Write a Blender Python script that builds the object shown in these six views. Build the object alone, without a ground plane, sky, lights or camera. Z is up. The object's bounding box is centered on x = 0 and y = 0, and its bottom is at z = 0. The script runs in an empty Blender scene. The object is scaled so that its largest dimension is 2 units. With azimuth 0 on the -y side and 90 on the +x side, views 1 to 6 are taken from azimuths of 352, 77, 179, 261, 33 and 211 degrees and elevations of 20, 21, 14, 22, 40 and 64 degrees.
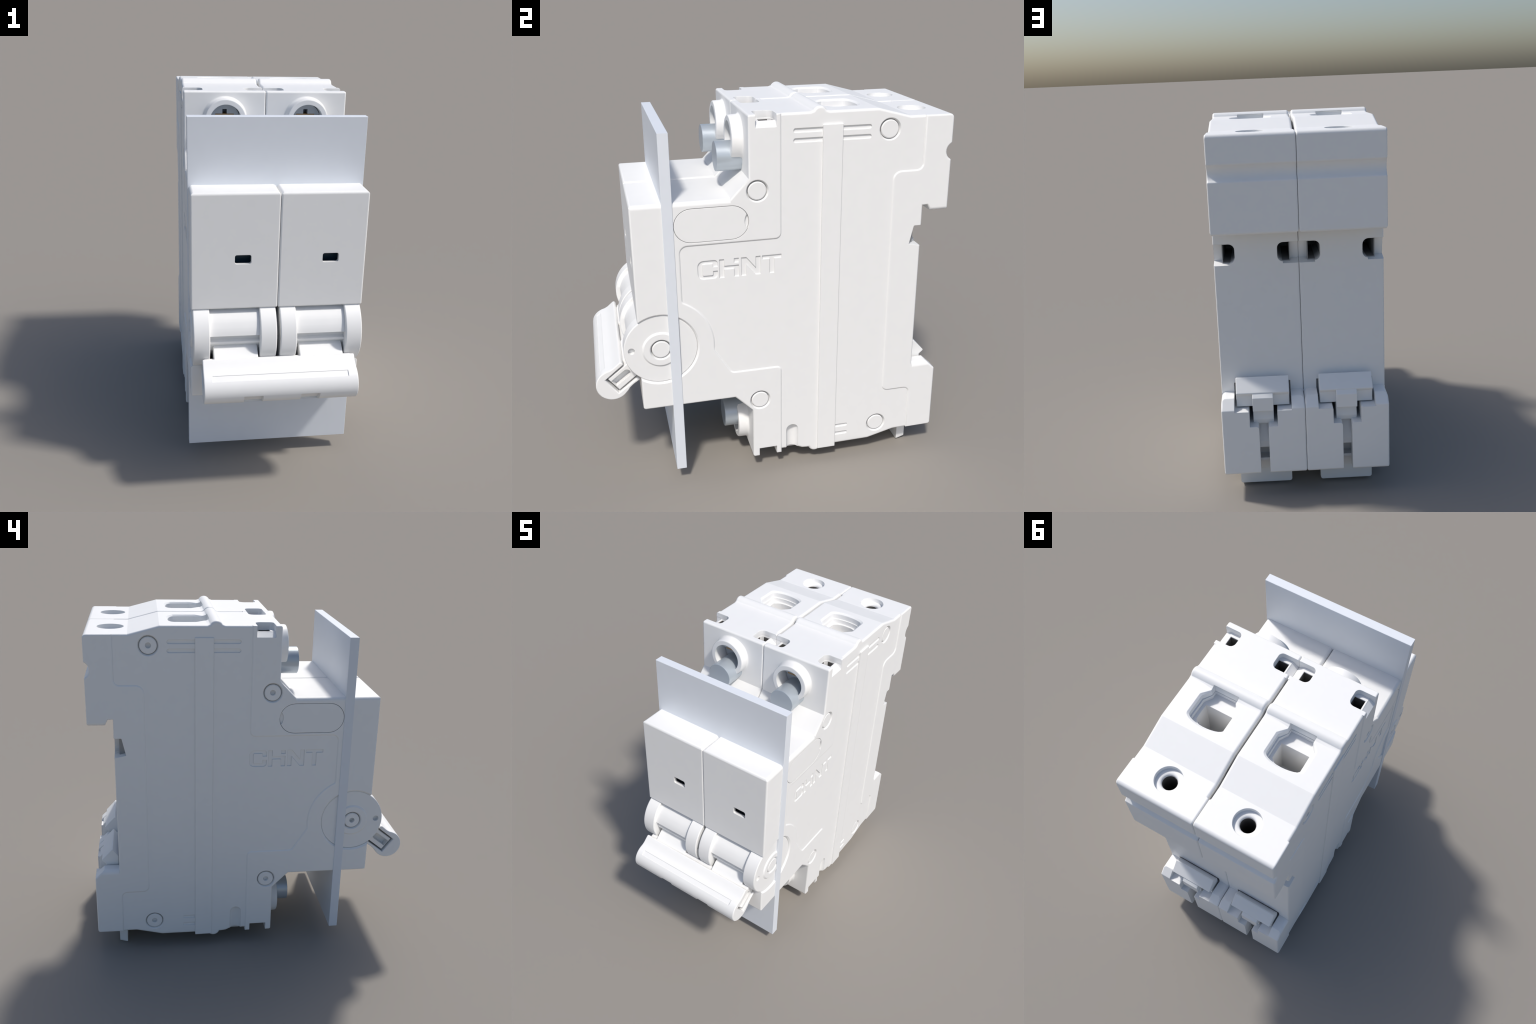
"""Two-pole miniature circuit breaker with toggle, tie bar, rail clips and panel plate."""
import bpy, bmesh, math
from mathutils import Vector, Matrix

PITCH = 0.441                      # distance between the two poles
X0, X1 = 0.0006, 0.4404            # raised side faces of the pole on the right
XC = (X0 + X1) / 2                 # middle of a pole
REC = 0.0055                       # depth of the sunken side panels
KY, KZ = -0.588, 0.816             # toggle axis

# ------------------------------------------------------------------ materials
def material(name, color, rough=0.45, metallic=0.0, bevel=0.0, grain=0.02, spec=0.5):
    m = bpy.data.materials.new(name)
    m.use_nodes = True
    nt = m.node_tree
    b = nt.nodes["Principled BSDF"]
    b.inputs["Metallic"].default_value = metallic
    b.inputs["Specular IOR Level"].default_value = spec
    tc = nt.nodes.new("ShaderNodeTexCoord")
    no = nt.nodes.new("ShaderNodeTexNoise")
    no.inputs["Scale"].default_value = 14.0
    no.inputs["Detail"].default_value = 3.0
    nt.links.new(tc.outputs["Object"], no.inputs["Vector"])
    cr = nt.nodes.new("ShaderNodeValToRGB")
    cr.color_ramp.elements[0].position = 0.3
    cr.color_ramp.elements[1].position = 0.7
    cr.color_ramp.elements[0].color = tuple(c * (1 - grain) for c in color) + (1,)
    cr.color_ramp.elements[1].color = tuple(min(1, c * (1 + grain)) for c in color) + (1,)
    nt.links.new(no.outputs["Fac"], cr.inputs["Fac"])
    nt.links.new(cr.outputs["Color"], b.inputs["Base Color"])
    mr = nt.nodes.new("ShaderNodeMapRange")
    mr.inputs["To Min"].default_value = rough - 0.03
    mr.inputs["To Max"].default_value = rough + 0.03
    nt.links.new(no.outputs["Fac"], mr.inputs["Value"])
    nt.links.new(mr.outputs["Result"], b.inputs["Roughness"])
    if bevel:
        bv = nt.nodes.new("ShaderNodeBevel")
        bv.samples = 6
        bv.inputs["Radius"].default_value = bevel
        nt.links.new(bv.outputs["Normal"], b.inputs["Normal"])
    return m

PLASTIC = material("white_plastic", (0.875, 0.875, 0.865), 0.5, bevel=0.004, grain=0.006)
PLATE = material("pale_plate", (0.755, 0.79, 0.84), 0.5, grain=0.006)
WIRE = material("grey_metal_pin", (0.49, 0.545, 0.595), 0.36, metallic=0.35, grain=0.01)
STEEL = material("steel", (0.50, 0.53, 0.56), 0.4, metallic=0.0)
BRASS = material("brass", (0.36, 0.22, 0.09), 0.45, metallic=0.3)
DARK = material("painted_slot_shade", (0.32, 0.322, 0.325), 0.6)  # grey chosen for the dim light inside the hollow rail slots
DEEP = material("painted_hole_shade", (0.10, 0.098, 0.095), 0.6)  # near-black baked in for the shadow down the corner pocket holes
NAVY = material("navy_window", (0.016, 0.05, 0.085), 0.35)

# ------------------------------------------------------------------ 2D helpers
def fillet(pts, seg=5):
    """pts: (a, b) or (a, b, r); corners with r become arcs."""
    out = []
    n = len(pts)
    for i, p in enumerate(pts):
        r = p[2] if len(p) > 2 else 0
        P = Vector(p[:2])
        if r <= 0:
            out.append(P)
            continue
        A = Vector(pts[i - 1][:2]) - P
        B = Vector(pts[(i + 1) % n][:2]) - P
        ang = A.angle(B)
        t = min(r / math.tan(ang / 2), 0.49 * A.length, 0.49 * B.length)
        r = t * math.tan(ang / 2)
        a, b = A.normalized(), B.normalized()
        c = P + (a + b).normalized() * (r / math.sin(ang / 2))
        s, e = P + a * t - c, P + b * t - c
        tot = s.angle_signed(e)
        a0 = math.atan2(s.y, s.x)
        for k in range(seg + 1):
            th = a0 - tot * k / seg
            out.append(c + Vector((math.cos(th), math.sin(th))) * r)
    return out

def arc(cx, cy, r, a0, a1, n=12):
    return [(cx + r * math.cos(math.radians(a0 + (a1 - a0) * k / n)),
             cy + r * math.sin(math.radians(a0 + (a1 - a0) * k / n))) for k in range(n + 1)]

def circle(cx, cy, r, n=40):
    return arc(cx, cy, r, 0, 360, n)[:-1]

def rect(a0, a1, b0, b1, r=0):
    return [(a0, b0, r), (a1, b0, r), (a1, b1, r), (a0, b1, r)]

def area(p):
    return 0.5 * sum(p[i - 1][0] * p[i][1] - p[i][0] * p[i - 1][1] for i in range(len(p)))

def inset(p, d):
    """mitred inward offset of a counter-clockwise polygon"""
    out, n = [], len(p)
    for i in range(n):
        P = Vector(p[i][:2])
        e0 = (P - Vector(p[i - 1][:2]))
        e1 = (Vector(p[(i + 1) % n][:2]) - P)
        n0 = Vector((-e0.y, e0.x)).normalized()
        n1 = Vector((-e1.y, e1.x)).normalized()
        m = n0 + n1
        m = m / max(m.length_squared / 2, 0.35)
        out.append(P + m * d)
    return out

# ------------------------------------------------------------------ 3D helpers
MAPS = {"x": lambda a, b, t: (t, a, b), "y": lambda a, b, t: (a, t, b), "z": lambda a, b, t: (a, b, t)}

def loft(bm, rings, axis):
    f = MAPS[axis]
    vr = [[bm.verts.new(f(q[0], q[1], t)) for q in pts] for pts, t in rings]
    n = len(vr[0])
    for A, B in zip(vr, vr[1:]):
        for i in range(n):
            bm.faces.new((A[i - 1], A[i], B[i], B[i - 1]))
    bm.faces.new(vr[0])
    bm.faces.new(vr[-1])

def prism(bm, poly, axis, t0, t1, bev=0.0, seg=3, bev0=None):
    """closed prism; bev rounds the rim of the t1 end (and of t0 unless bev0 is given)"""
    if area(poly) < 0:
        poly = poly[::-1]
    if bev:                      # convex roundings must stay wider than the rim bevel
        q = []
        for i, P in enumerate(poly):
            r = P[2] if len(P) > 2 else 0
            A, B = poly[i - 1], poly[(i + 1) % len(poly)]
            convex = (P[0] - A[0]) * (B[1] - P[1]) - (P[1] - A[1]) * (B[0] - P[0]) > 0
            q.append((P[0], P[1], max(r, bev * 1.2) if (r and convex) else r))
        poly = q
    p = fillet(poly)
    b0 = bev if bev0 is None else bev0
    s = 1 if t1 > t0 else -1
    rings = []
    if b0:
        for k in range(seg + 1):
            th = math.pi / 2 * k / seg
            rings.append((inset(p, b0 * (1 - math.sin(th))), t0 + s * b0 * (1 - math.cos(th))))
    else:
        rings.append((p, t0))
    if bev:
        for k in range(seg + 1):
            th = math.pi / 2 * k / seg
            rings.append((inset(p, bev * (1 - math.cos(th))), t1 - s * bev * (1 - math.sin(th))))
    else:
        rings.append((p, t1))
    loft(bm, rings, axis)

def lathe(bm, prof, axis, ca, cb, n=48):
    """solid of revolution: prof = [(r, t)], r > 0 everywhere"""
    loft(bm, [(circle(ca, cb, r, n), t) for r, t in prof], axis)

def mesh_of(bm, name):
    bmesh.ops.recalc_face_normals(bm, faces=bm.faces[:])
    me = bpy.data.meshes.new(name)
    bm.to_mesh(me)
    bm.free()
    return me

def build(fn, name):
    bm = bmesh.new()
    fn(bm)
    return mesh_of(bm, name)

def add(name, me, mat=None, parent=None, loc=(0, 0, 0)):
    ob = bpy.data.objects.new(name, me)
    bpy.context.scene.collection.objects.link(ob)
    ob.location = loc
    if mat and not me.materials:
        me.materials.append(mat)
    if parent:
        ob.parent = parent
    return ob

def boolean(ob, meshes, op):
    for me in meshes:
        c = add("helper", me)
        md = ob.modifiers.new("b", "BOOLEAN")
        md.operation, md.solver, md.object = op, "EXACT", c
        dg = bpy.context.evaluated_depsgraph_get()
        new = bpy.data.meshes.new_from_object(ob.evaluated_get(dg))
        old = ob.data
        ob.modifiers.clear()
        ob.data = new
        bpy.data.meshes.remove(old)
        bpy.data.objects.remove(c)

def finish(ob, angle=34):
    """smooth by angle with face-weighted normals"""
    me = ob.data
    me.polygons.foreach_set("use_smooth", [True] * len(me.polygons))
    me.set_sharp_from_angle(angle=math.radians(angle))
    at = me.attributes.get("sharp_edge")
    if at and ob.name.startswith("pole_housing"):
        for e in me.edges:                        # crease lines of the sloped shoulder stay crisp
            a, b = me.vertices[e.vertices[0]].co, me.vertices[e.vertices[1]].co
            for cy, cz in ((0.530, TOP), (0.697, 1.930)):
                if all(abs(v.y - cy) < 0.005 and abs(v.z - cz) < 0.016 for v in (a, b)) and abs(a.x - b.x) > 1e-4:
                    at.data[e.index].value = True
    md = ob.modifiers.new("w", "WEIGHTED_NORMAL")
    md.keep_sharp = True
    md.weight = 80
    dg = bpy.context.evaluated_depsgraph_get()
    new = bpy.data.meshes.new_from_object(ob.evaluated_get(dg))
    ob.modifiers.clear()
    ob.data = new
    return ob

# ------------------------------------------------------------------ housing of one pole
TOP, BOT = 1.975, 0.090
TOP_RUN = [(0.184, TOP)] + arc(0.232, 1.9625, 0.0375, 152, 28, 10) + [(0.280, TOP), (0.530, TOP), (0.697, 1.930)]
BOT_RUN = [(0.697, 0.129, .05), (0.547, 0.092, .05), (0.280, BOT)] + arc(0.234, 0.1015, 0.0380, -18, -162, 10) + [(0.188, BOT), (0.158, 0.093), (0.135, 0.104)]
BACK_RUN = [(0.9268, 1.930, .021), (0.9268, 1.783, .008)] + arc(0.9455, 1.741, 0.046, 130, 232, 8) + \
           [(0.9268, 1.699, .008), (0.9268, 1.434, .014), (0.832, 1.434, .006), (0.815, 1.467, .004), (0.788, 1.467),
            (0.787, 0.550), (0.874, 0.550, .004), (0.9268, 0.500, .004), (0.9268, 0.132, .014)]
FRONT_RUN = [(0.040, 0.089, .004), (0.040, 0.088), (-0.121, 0.087, .006), (-0.121, 0.387), (-0.215, 0.4805), (-0.697, 0.4805, .012),
             (-0.697, 1.578, .014), (-0.211, 1.578), (-0.121, 1.670), (-0.121, TOP, .008)]

def core(bm):
    prism(bm, [(-0.09, TOP - 0.03), (0.028, TOP - 0.03), (0.028, TOP)] + TOP_RUN + [(0.783, 1.930)] +
          [(0.783, 0.1305)] + BOT_RUN + [(0.028, 0.108), (0.028, 0.13), (-0.10, 0.13), (-0.10, 0.40), (-0.205, 0.50), (-0.67, 0.50),
          (-0.67, 1.558), (-0.205, 1.558), (-0.10, 1.66)], "x", X0 + REC, X1 - REC, 0.013)

def front_frame(bm):
    """raised border: terminal heads, cap rim and the arc round the toggle"""
    inner = [(0.040, 1.385 - 0.03, .03), (-0.467, 1.355, .035), (-0.467, 1.072, .02)] + \
            arc(KY, KZ, 0.275, 63, -8, 14) + [(-0.228, 0.637, .03), (0.040, 0.637, .028)]
    prism(bm, [(0.040, TOP)] + inner + FRONT_RUN[1:], "x", X0, X1, 0.009)

def back_frame(bm):
    inner = [(0.776, 0.131), (0.776, 0.396, .03), (0.617, 0.396, .034), (0.617, 1.658, .045), (0.776, 1.658, .032), (0.776, 1.930)]
    prism(bm, BACK_RUN + inner, "x", X0, X1, 0.009)

def collar(z):
    def f(bm):
        prof = [(0.124, -0.100), (0.124, -0.1205), (0.118, -0.123), (0.1145, -0.128), (0.113, -0.135), (0.112, -0.170),
                (0.110, -0.176), (0.105, -0.179)]
        lathe(bm, prof, "y", XC, z, 64)
    return f

def belly(bm):
    prism(bm, [(0.046, 0.15), (0.046, 0.082, .006), (0.07, 0.070, .01), (0.19, 0.070, .01), (0.21, 0.09), (0.21, 0.15)], "x", 0.075, 2 * XC - 0.075)
def side_strips(bm):
    for a, b in ((X0 - 0.0002, 0.03), (0.41, X1 + 0.0035)):
        prism(bm, rect(0.246, 0.346, 0.0815, 1.911), "x", a, b)

def mirrored(x):
    return 2 * XC - x

def both(bm, poly, axis, depth, base=X1):
    """sink a (y, z) polygon into both side faces"""
    prism(bm, poly, "x", base - depth, X1 + 0.05)
    prism(bm, poly, "x", mirrored(base - depth), X0 - 0.05)

# --- cutters (disjoint pieces joined per call)
def cut_toggle_seat(bm):
    lathe(bm, [(0.196, -0.05), (0.196, X0), (0.187, X0 + 0.009), (0.187, X1 - 0.009), (0.196, X1), (0.196, 0.5)], "x", KY, KZ, 72)

def cut_cap_lip(bm):
    prism(bm, [(-0.75, 0.980), (-0.697, 0.980), (-0.668, 0.956), (-0.668, 0.90), (-0.75, 0.90)], "x", -0.05, 0.5)
def cut_bores(bm):
    for z in (1.829, 0.218):
        lathe(bm, [(0.084, -0.25), (0.084, 0.03)], "y", XC, z, 56)

def cut_top_pockets(bm):
    for s in (0, 1):
        m = (lambda x: x) if s == 0 else mirrored
        prism(bm, [(m(0.335), -0.085, .024), (m(0.50), -0.085), (m(0.50), 0.016), (m(0.335), 0.016, .03)], "z", 1.938, 2.1)
def cut_pocket_ramps(bm):
    for s in (0, 1):
        m = (lambda x: x) if s == 0 else mirrored
        prism(bm, [(m(0.406), 1.945), (m(0.406), 1.937), (m(0.4385), 1.913), (m(0.50), 1.90), (m(0.50), 1.945)], "y", -0.086, 0.017)
def cut_pocket_holes(bm):
    for s in (0, 1):
        m = (lambda x: x) if s == 0 else mirrored
        prism(bm, [(m(0.3365), -0.061), (m(0.397), -0.061), (m(0.397), 0.0145, .004), (m(0.3365), 0.0145, .028)], "z", 1.69, 1.96)

def cut_bottom_pockets(bm):
    for s in (0, 1):
        m = (lambda x: x) if s == 0 else mirrored
        prism(bm, [(m(0.335), -0.087), (m(0.50), -0.087), (m(0.50), 0.012), (m(0.335), 0.012)], "z", -0.1, 0.137)

def cut_arch_grooves(bm):
    for x in (X1 - 0.002, X0 + 0.002):
        rings = [(0.034, -0.1), (0.034, 0.225)] + [(0.034 * math.cos(t), 0.225 + 0.034 * math.sin(t)) for t in (.3, .6, .9, 1.2, 1.5)]
        lathe(bm, rings, "z", x, 0.100, 32)
def edge_round(bm, z, r, y0, y1):
    """round the long side edges of a top face at height z (cutter: square corner minus a circle)"""
    for m in (lambda x: x, mirrored):
        q = [(X1 - r, z)] + arc(X1 - r, z - r, r, 84, 6, 6) + [(X1, z - r), (X1 + 0.03, z - r), (X1 + 0.03, z + 0.03), (X1 - r, z + 0.03)]
        prism(bm, [(m(a), b) for a, b in q], "y", y0, y1)
def cut_cap_edges(bm):
    edge_round(bm, 1.5783, 0.022, -0.75, -0.2118)
def cut_hook_edges(bm):
    r, z = 0.020, 1.4337
    for m in (lambda x: x, mirrored):
        q = [(X1 - r, z)] + arc(X1 - r, z + r, r, -84, -6, 6) + [(X1, z + r), (X1 + 0.03, z + r), (X1 + 0.03, z - 0.02), (X1 - r, z - 0.02)]
        prism(bm, [(m(a), b) for a, b in q], "y", 0.822, 1.0)
def cut_block_edges(bm):
    edge_round(bm, 0.5503, 0.028, 0.7872, 1.0)

def window_outline(d=0.0):
    e = d * .3
    p = [(0.147 + e, 0.256 + e), (0.294 - e, 0.256 + e), (0.294 - e, 0.286 + e), (0.334 - d, 0.330 + e), (0.334 - d, 0.448 - e)]
    side, n = 0.448 - e, 14
    for k in range(1, n):
        t = math.pi * k / n
        p.append((XC + math.cos(t) * (0.1135 - d), side + (0.492 - d - side) * math.sin(t)))
    p += [(0.107 + d, 0.448 - e), (0.107 + d, 0.330 + e), (0.147 + e, 0.286 + e)]
    return p
def cut_window_mouth(bm):
    loft(bm, [(window_outline(0.012), 1.935), (window_outline(0.012), 1.966), (window_outline(0.0), TOP + 0.0005), (window_outline(0.0), 1.986)], "z")
def cut_window_well(bm):
    loft(bm, [(window_outline(0.019), 1.908), (window_outline(0.019), 1.950)], "z")
def shaft(y1, w):
    return [(XC - w, 0.340), (XC + w, 0.340), (XC + w, y1 - 0.030), (XC + w * .75, y1 - 0.012), (XC + w * .4, y1 - 0.002),
            (XC, y1), (XC - w * .4, y1 - 0.002), (XC - w * .75, y1 - 0.012), (XC - w, y1 - 0.030)]
def cut_window_shaft(bm):
    w = 0.078
    a, b, c = shaft(0.462, w), shaft(0.450, w), shaft(0.438, w)
    loft(bm, [(c, 1.66), (c, 1.815), (b, 1.815), (b, 1.86), (a, 1.86), (a, 1.93)], "z")

def cut_back_bore(bm):
    lathe(bm, [(0.039, 1.6), (0.039, 1.890), (0.041, 1.897), (0.046, 1.902), (0.054, 1.904), (0.072, 1.904), (0.072, 2.1)], "z", XC, 0.790, 48)

def cut_indicator(bm):
    a = fillet(rect(0.219, 0.301, 1.214, 1.261, .010))
    prism(bm, a, "y", -0.66, -0.72)
def cut_indicator_cavity(bm):
    prism(bm, rect(0.180, 0.335, 1.155, 1.31), "y", -0.60, -0.677)

def cut_rail_slots_slant(bm):
    prof = [(0.82, 1.361), (0.746, 1.361, .006), (0.724, 1.262), (0.82, 1.241)]
    for a, b in ((0.389, 0.6), (mirrored(0.389), -0.2)):
        prism(bm, prof, "x", a, b)
def cut_rail_slot_floors(bm):
    for m in (lambda x: x, mirrored):
        prism(bm, [(0.82, 1.285), (0.735, 1.285), (0.7235, 1.262), (0.82, 1.2412)], "x", m(0.358), m(0.6))
def cut_rail_slots_deep(bm):
    for s in (0, 1):
        m = (lambda x: x) if s == 0 else mirrored
        prism(bm, [(m(0.330), 1.2575, .035), (m(0.394), 1.2575), (m(0.394), 1.3605), (m(0.330), 1.3605, .035)], "y", 0.42, 0.82)

def cut_clip_slot_a(bm):
    prism(bm, rect(0.070, 0.371, 0.490, 0.60, 0), "y", 0.755, 0.96)
def cut_clip_slot_b(bm):
    prism(bm, [(0.147, 0.404), (0.197, 0.404, .014), (0.197, 0.10), (0.246, 0.10), (0.246, 0.404, .014), (0.294, 0.404), (0.294, 0.494, .018), (0.32, 0.494), (0.32, 0.50), (0.12, 0.50), (0.12, 0.494), (0.147, 0.494, .018)], "y", 0.62, 0.96)
def cut_clip_slot_c(bm):
    prism(bm, rect(0.090, 0.352, 0.0, 0.40), "y", 0.752, 0.86)

def stadium(a0, a1, b, r, n=8):
    return arc(a1 - r, b, r, -90, 90, n) + arc(a0 + r, b, r, 90, 270, n)
def cut_side_grooves(bm):
    for z in (1.889, 1.841):
        both(bm, stadium(0.100, 0.494, z, 0.0105), "x", 0.006, X1 - REC)
    for z in (0.207, 0.157):
        both(bm, stadium(0.300, 0.420, z, 0.009), "x", 0.006, X1 - REC)

RIVETS = ((0.591, 1.870, 1), (-0.080, 1.608, 0), (-0.079, 0.446, 0), (0.591, 0.191, 1))
def cut_rivets(bm):
    for y, z, sunk in RIVETS:
        b = X1 - REC * sunk
        for t, d in ((b, 1), (X0 + REC * sunk, -1)):
            lathe(bm, [(0.050, t - 0.022 * d), (0.050, t - 0.012 * d), (0.0565, t + 0.0002 * d), (0.0565, t + 0.05 * d)], "x", y, z, 40)

OV = (-0.308, 1.459, 0.185, 0.0865)    # oval side cover: centre y, z, half length, half height
def oval(d=0):
    y, z, L, h = OV
    return stadium(y - L + d, y + L - d, z, h - d, 14)
def cut_ovals(bm):
    both(bm, oval(), "x", 0.013)

def letters():
    t, b = 1.2715, 1.1745
    C = [(-.384, t, .028), (-.285, t, .028), (-.285, 1.2365), (-.308, 1.2365), (-.308, 1.2535, .006), (-.360, 1.2535, .006), (-.360, 1.1925, .006),
         (-.308, 1.1925, .006), (-.308, 1.214), (-.285, 1.214), (-.285, b, .028), (-.384, b, .028)]
    H = [(-.276, t), (-.252, t), (-.252, 1.2355), (-.178, 1.2355), (-.178, b), (-.202, b), (-.202, 1.2175), (-.252, 1.2175), (-.252, b), (-.276, b)]
    D = rect(-.202, -.178, 1.249, t)
    N = [(-.166, t), (-.140, t), (-.092, 1.212), (-.092, t), (-.068, t), (-.068, b), (-.093, b), (-.142, 1.234), (-.142, b), (-.166, b)]
    T = [(-.059, t), (.040, t), (.040, 1.2525), (.0025, 1.2525), (.0025, b), (-.0215, b), (-.0215, 1.2525), (-.059, 1.2525)]
    return (C, H, D, N, T)
def cut_letters(bm):
    for L in letters():
        base = X1 - REC
        prism(bm, L, "x", base - 0.005, X1 + 0.03)
        M = [(-0.344 - p[0],) + tuple(p[1:]) for p in L]
        prism(bm, M, "x", mirrored(base - 0.005), X0 - 0.03)

def make_housing():
    ob = add("pole_housing", build(core, "pole_housing"))
    boolean(ob, [build(front_frame, "f"), build(back_frame, "g")], "UNION")
    boolean(ob, [build(cut_side_grooves, "c")], "DIFFERENCE")
    boolean(ob, [build(side_strips, "s"), build(belly, "s"), build(collar(1.829), "k"), build(collar(0.218), "k")], "UNION")
    cuts = [cut_toggle_seat, cut_cap_lip, cut_bores, cut_top_pockets, cut_pocket_ramps, cut_pocket_holes, cut_bottom_pockets, cut_arch_grooves, cut_cap_edges, cut_hook_edges, cut_block_edges,
            cut_window_mouth, cut_window_well, cut_window_shaft, cut_back_bore, cut_indicator, cut_indicator_cavity, cut_rail_slots_slant, cut_rail_slots_deep, cut_rail_slot_floors,
            cut_clip_slot_a, cut_clip_slot_b, cut_clip_slot_c, cut_rivets, cut_ovals, cut_letters]
    boolean(ob, [build(c, "c") for c in cuts], "DIFFERENCE")
    ob.data.materials.clear()
    ob.data.materials.append(PLASTIC)
    return finish(ob)

# ------------------------------------------------------------------ small parts of one pole
def rivet_fn(bm, x0=X0, x1=X1):
    """plain button on +x, hollow tube end on -x"""
    lathe(bm, [(0.0145, x0 + 0.25), (0.0145, x0 + 0.006), (0.016, x0 + 0.003), (0.042, x0 + 0.003), (0.046, x0 + 0.007),
               (0.046, x1 - 0.007), (0.042, x1 - 0.003), (0.002, x1 - 0.003)], "x", 0, 0, 40)

def cover_fn(bm):
    prism(bm, oval(0.0022), "x", X1 - 0.0125, X1 - 0.0005)
def cover_notch(bm):
    prism(bm, [(-0.117 + 0.028 * math.cos(t * .2618), 1.462 + 0.043 * math.sin(t * .2618)) for t in range(24)], "x", X1 - 0.008, X1 + 0.05)

def pin_fn(z, r):
    def f(bm):
        lathe(bm, [(r, 0.0), (r, -0.2465), (r - 0.0015, -0.248)], "y", XC, z, 28)
    return f

def clamp_fn(bm):
    prism(bm, circle(XC, 1.829, 0.080, 40), "y", -0.112, 0.02)
def clamp_slot(bm):
    prism(bm, rect(XC - 0.012, XC + 0.012, 1.852, 1.880), "y", -0.2, -0.05)
def clamp_step(bm):
    prism(bm, rect(XC - 0.2, XC + 0.2, 1.70, 1.852), "y", -0.2, -0.08)
def clamp_brass(bm):
    prism(bm, rect(XC - 0.050, XC + 0.050, 1.8475, 1.8555), "y", -0.1128, -0.03)

def clip_fn(bm):
    head = [(0.79, 0.598), (0.827, 0.648, .006), (0.892, 0.577, .006), (0.868, 0.556), (0.866, 0.497), (0.79, 0.497)]
    prism(bm, head, "x", 0.080, 0.360, 0.004)
def clip_tab(bm):
    prism(bm, [(0.85, 0.600), (0.862, 0.6035), (0.907, 0.5555, .004), (0.907, 0.482, .004), (0.868, 0.478), (0.880, 0.425, .02), (0.866, 0.392, .015), (0.79, 0.385), (0.79, 0.59)], "x", XC - 0.0545, XC + 0.0545, 0.003)
def clip_stem(bm):
    prism(bm, [(0.77, 0.52), (0.77, 0.10), (0.81, 0.10), (0.81, 0.148), (0.79, 0.15), (0.79, 0.166), (0.85, 0.168), (0.85, 0.184), (0.80, 0.186), (0.80, 0.250), (0.868, 0.254, .006), (0.866, 0.29, .02), (0.842, 0.375), (0.80, 0.52)], "x", XC - 0.0525, XC + 0.0525)
def clip_foot(bm):
    rings = []
    for y, z in ((0.757, 0.0), (0.764, 0.0), (0.804, 0.013)):
        rings.append((fillet([(0.080, z, .013), (0.362, z, .013), (0.362, 0.128), (0.080, 0.128)]), y))
    loft(bm, rings, "y")

# ------------------------------------------------------------------ toggle
def polar(r, deg):
    t = math.radians(deg)
    return (KY - r * math.cos(t), KZ + r * math.sin(t))
DIRV = Vector((-0.795, -0.606)).normalized()      # from the toggle axis to the tie bar (y, z)
PERP = Vector((DIRV.y, -DIRV.x))                  # upper/front side of the lever
BAR = Vector((-0.842, 0.618))

def bar_pt(a, p):
    """a: from the bar centre towards the toggle; p: upwards/forwards across the lever"""
    q = BAR - DIRV * a + PERP * p
    return (q.x, q.y)

def disc_a(bm):
    lathe(bm, [(0.06, X0 + 0.009), (0.183, X0 + 0.009), (0.1868, X0 + 0.0135), (0.1868, 0.089), (0.183, 0.0935), (0.06, 0.0935)], "x", KY, KZ, 72)
def disc_b(bm):
    lathe(bm, [(0.06, 0.3475), (0.183, 0.3475), (0.1868, 0.352), (0.1868, X1 - 0.0135), (0.183, X1 - 0.009), (0.06, X1 - 0.009)], "x", KY, KZ, 72)
def hubs(bm):
    for t, d in ((X1, 1), (X0, -1)):
        lathe(bm, [(0.096, t - 0.014 * d), (0.096, t - 0.009 * d), (0.087, t - 0.001 * d), (0.06, t - 0.001 * d)], "x", KY, KZ, 56)
def hub_recess(bm):
    for t, d in ((X1, 1), (X0, -1)):
        lathe(bm, [(0.050, t - 0.03 * d), (0.050, t - 0.012 * d), (0.057, t - 0.0008 * d), (0.057, t + 0.05 * d)], "x", KY, KZ, 40)
def disc_pinholes(bm):
    for a, b in ((X1 - 0.03, X1 + 0.1), (X0 + 0.03, X0 - 0.1)):
        prism(bm, circle(-0.7355, 0.821, 0.017, 24), "x", a, b)

def drum(bm):
    p = [polar(0.165, t) for t in range(12, 105, 6)][::-1] + [polar(0.165, 11), polar(0.130, 9), polar(0.130, 0), polar(0.147, -2), polar(0.147, -7), polar(0.132, -10),
         polar(0.130, -30), polar(0.13, -60), polar(0.10, -100), polar(0.10, 180), polar(0.12, 130)]
    prism(bm, p, "x", 0.092, 0.349)
def lever(bm):
    p = [bar_pt(0.29, 0.030), bar_pt(0.178, 0.055), bar_pt(0.115, 0.052), bar_pt(0.02, 0.040), bar_pt(0.02, -0.040), bar_pt(0.30, -0.040)]
    prism(bm, p, "x", 0.112, 0.338, 0.006)

def make_toggle():
    ob = add("toggle_knob", build(disc_a, "toggle_knob"))
    boolean(ob, [build(disc_b, "d"), build(drum, "d"), build(lever, "d"), build(hubs, "h")], "UNION")
    boolean(ob, [build(hub_recess, "h"), build(disc_pinholes, "p")], "DIFFERENCE")
    ob.data.materials.clear()
    ob.data.materials.append(PLASTIC)
    return finish(ob)

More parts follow.
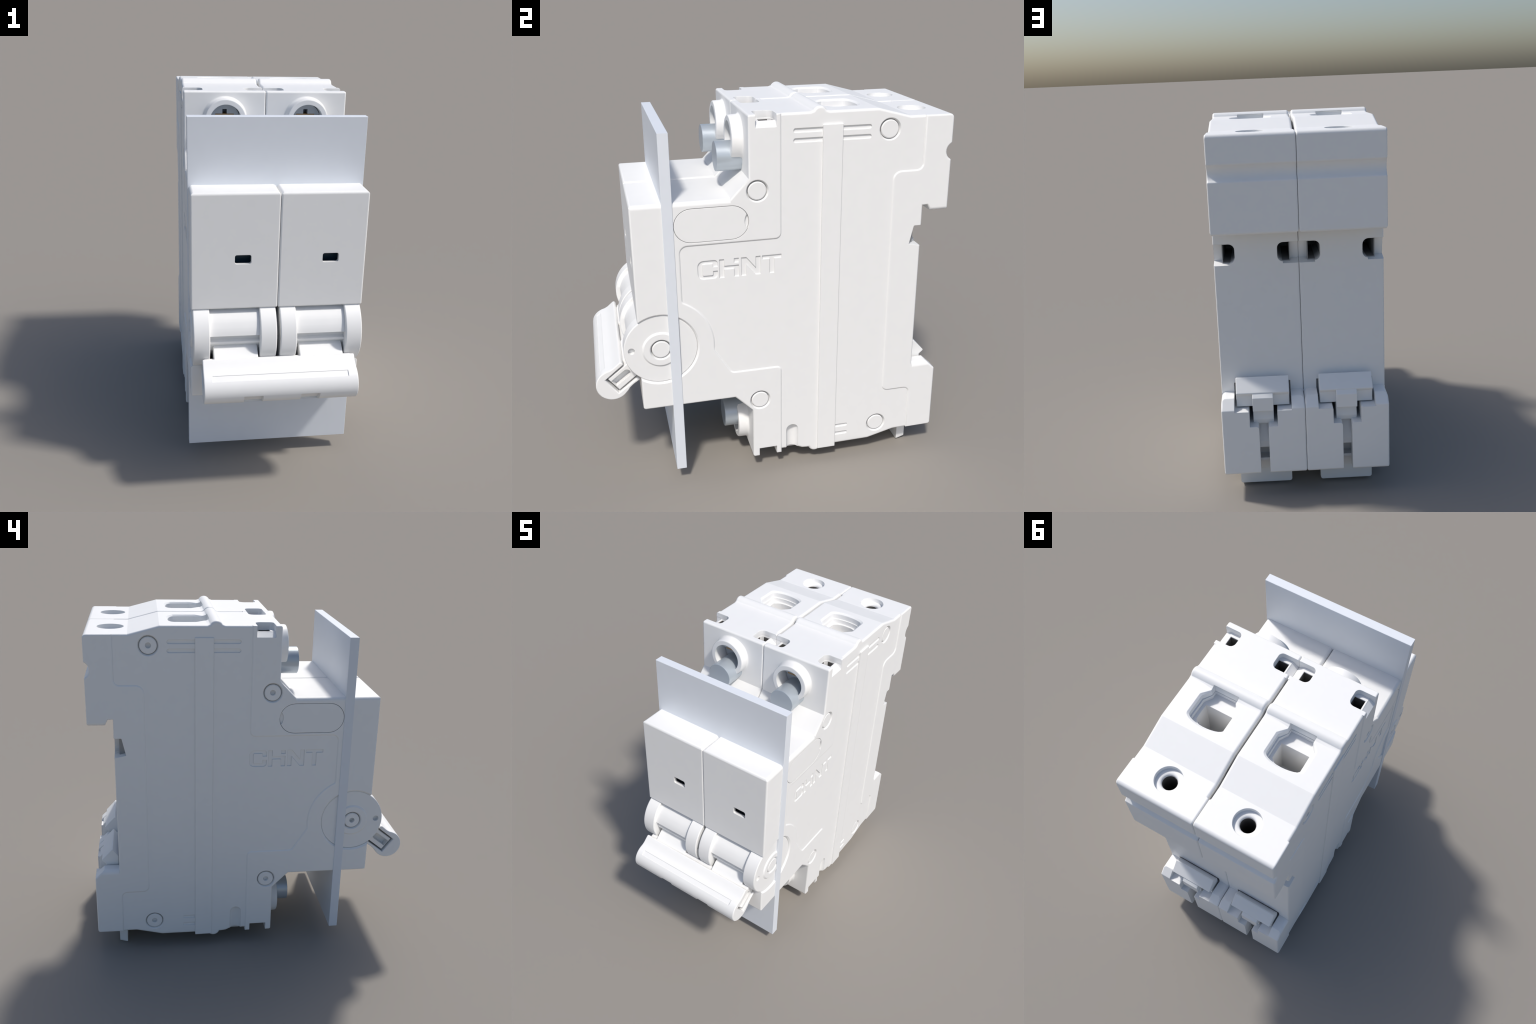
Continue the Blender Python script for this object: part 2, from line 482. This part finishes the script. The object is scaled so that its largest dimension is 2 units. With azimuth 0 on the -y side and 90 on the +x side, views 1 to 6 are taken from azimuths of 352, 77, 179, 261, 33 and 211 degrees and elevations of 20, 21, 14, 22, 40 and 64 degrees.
# ------------------------------------------------------------------ tie bar across both toggles
HALF = 0.389
def bar_body(bm):
    R = 0.0845
    p = []
    for k in range(25):                          # round nose, away from the toggle
        t = math.radians(82 + 196 * k / 24)
        p.append(bar_pt(R * math.cos(t), R * math.sin(t)))
    low = [(0.035, -0.079), (0.055, -0.0725), (0.080, -0.0705), (0.122, -0.073, .006), (0.122, -0.056, .006)]
    up = [(0.118, 0.051, .0066), (0.118, 0.074, .013), (0.088, 0.0725), (0.066, 0.0710), (0.046, 0.0740), (0.028, 0.0805)]
    mid = [(-0.008, -0.057), (-0.008, 0.048)]
    p += [bar_pt(*q[:2]) + tuple(q[2:]) for q in low + mid + up]
    prism(bm, p, "x", -HALF, HALF, 0.0055)
def bar_label(bm):
    prism(bm, [bar_pt(-0.012, 0.0815), bar_pt(-0.012, 0.12), bar_pt(0.02, 0.12), bar_pt(0.02, 0.0805)], "x", -0.346, 0.340)
def bar_notches(bm):
    q = [bar_pt(-0.068, 0.034), bar_pt(-0.13, 0.034), bar_pt(-0.13, -0.050), bar_pt(-0.060, -0.050)]
    for a, b in ((-0.190, -0.095), (0.096, 0.192)):
        prism(bm, q, "x", a, b)
def bar_core(bm):
    p = [bar_pt(0.004, 0.040) , bar_pt(0.004, -0.048), bar_pt(0.140, -0.046) + (.018,), bar_pt(0.140, 0.040) + (.018,)]
    prism(bm, p, "x", -0.381, 0.381, 0.006)
def bar_core_slots(bm):
    pts = [bar_pt(a, p) for a, p in ([(0.095 + 0.020 * math.cos(t * math.pi / 8), 0.0 + 0.020 * math.sin(t * math.pi / 8)) for t in range(-4, 5)] + [(0.008, 0.020), (0.008, -0.020)])]
    for a, b in ((0.342, 0.5), (-0.342, -0.5)):
        prism(bm, pts, "x", a, b)

def make_bar():
    ob = add("tie_bar", build(bar_body, "tie_bar"))
    boolean(ob, [build(bar_label, "l"), build(bar_notches, "n")], "DIFFERENCE")
    ob.data.materials.clear()
    ob.data.materials.append(PLASTIC)
    finish(ob)
    c = add("tie_bar_core", build(bar_core, "tie_bar_core"))
    boolean(c, [build(bar_core_slots, "s")], "DIFFERENCE")
    c.data.materials.clear()
    c.data.materials.append(PLASTIC)
    finish(c)
    c.parent = ob
    return ob

# ------------------------------------------------------------------ assembly
breaker = bpy.data.objects.new("circuit_breaker", None)
bpy.context.scene.collection.objects.link(breaker)
breaker["label"] = "white two-pole circuit breaker with toggle bar and panel plate"
breaker["category"] = "circuit breaker"

housing = make_housing()
toggle = make_toggle()

def part(name, fns, mat, cuts=(), unions=()):
    ob = add(name, build(fns, name))
    if unions:
        boolean(ob, [build(f, "u") for f in unions], "UNION")
    if cuts:
        boolean(ob, [build(f, "c") for f in cuts], "DIFFERENCE")
    ob.data.materials.clear()
    ob.data.materials.append(mat)
    return finish(ob)

rivet = part("rivet", rivet_fn, PLASTIC)
cover = part("side_cover", cover_fn, PLASTIC, [cover_notch])
pin_top = part("terminal_pin", pin_fn(1.740, 0.0755), WIRE)
pin_low = part("terminal_pin", pin_fn(0.258, 0.0765), WIRE)
clamp = part("terminal_clamp", clamp_fn, STEEL, [clamp_slot, clamp_step])
strip = part("clamp_strip", clamp_brass, BRASS)
clip = part("rail_clip", clip_fn, PLASTIC, (), [clip_tab, clip_stem, clip_foot])
led = part("indicator_window", lambda bm: prism(bm, rect(0.190, 0.325, 1.165, 1.30), "y", -0.632, -0.60), NAVY)

def cup(bm, a0, a1, b0, b1, axis, mouth, floor, w=0.004):
    """open dark box lining a deep hole"""
    s = 1 if floor > mouth else -1
    o, i = rect(a0 - w, a1 + w, b0 - w, b1 + w), rect(a0, a1, b0, b1)
    loft(bm, [(o, floor + s * w), (o, mouth), (i, mouth), (i, floor)], axis)
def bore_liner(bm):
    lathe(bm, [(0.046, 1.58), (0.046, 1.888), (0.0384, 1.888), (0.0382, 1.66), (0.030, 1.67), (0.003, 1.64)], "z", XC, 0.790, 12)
bore_shade = part("bore_painted_shade", bore_liner, DEEP)  # tube coloured dark so the white bore looks unlit below its rim
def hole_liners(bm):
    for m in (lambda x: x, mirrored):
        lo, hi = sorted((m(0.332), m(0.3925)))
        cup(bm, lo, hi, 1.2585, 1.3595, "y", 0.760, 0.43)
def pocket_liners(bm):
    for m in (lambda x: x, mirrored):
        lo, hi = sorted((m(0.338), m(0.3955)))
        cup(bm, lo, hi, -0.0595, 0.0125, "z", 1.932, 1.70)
inner = part("slot_painted_shade", hole_liners, DARK)
pocket_shade = part("pocket_painted_shade", pocket_liners, DEEP)

proto = [housing, toggle, rivet, cover, pin_top, pin_low, clamp, strip, clip, led, bore_shade, inner, pocket_shade]

def put(src, parent, loc=(0, 0, 0), scale=None):
    o = src.copy()
    o.name = src.name.split(".")[0]
    bpy.context.scene.collection.objects.link(o)
    o.location = loc
    if scale:
        o.scale = scale
    o.parent = parent
    return o

for k in (0, -1):
    h = put(housing, breaker, (k * PITCH, 0, 0))
    for y, z, sunk in RIVETS:
        s = (X1 - X0 - 2 * REC * sunk) / (X1 - X0)
        put(rivet, h, (XC * (1 - s), y, z), (s, 1, 1))
    put(cover, h)
    put(cover, h, (2 * XC, 0, 0), (-1, 1, 1))
    for src in (pin_top, pin_low, clamp, strip, clip, led, bore_shade, inner, pocket_shade):
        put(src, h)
    low = put(clamp, h, (0, 0, 0.218 + 1.829), (1, 1, -1))
    t = put(toggle, breaker, (k * PITCH, 0, 0))
    put(rivet, t, (0, KY, KZ))
for o in proto:
    bpy.data.objects.remove(o)

bar = make_bar()
bar.parent = breaker

plate = add("panel_plate", build(lambda bm: prism(bm, rect(-0.4445, 0.4445, 0.088, 1.913), "y", -0.5445, -0.4930, 0.0015, 1), "panel_plate"), PLATE, breaker)
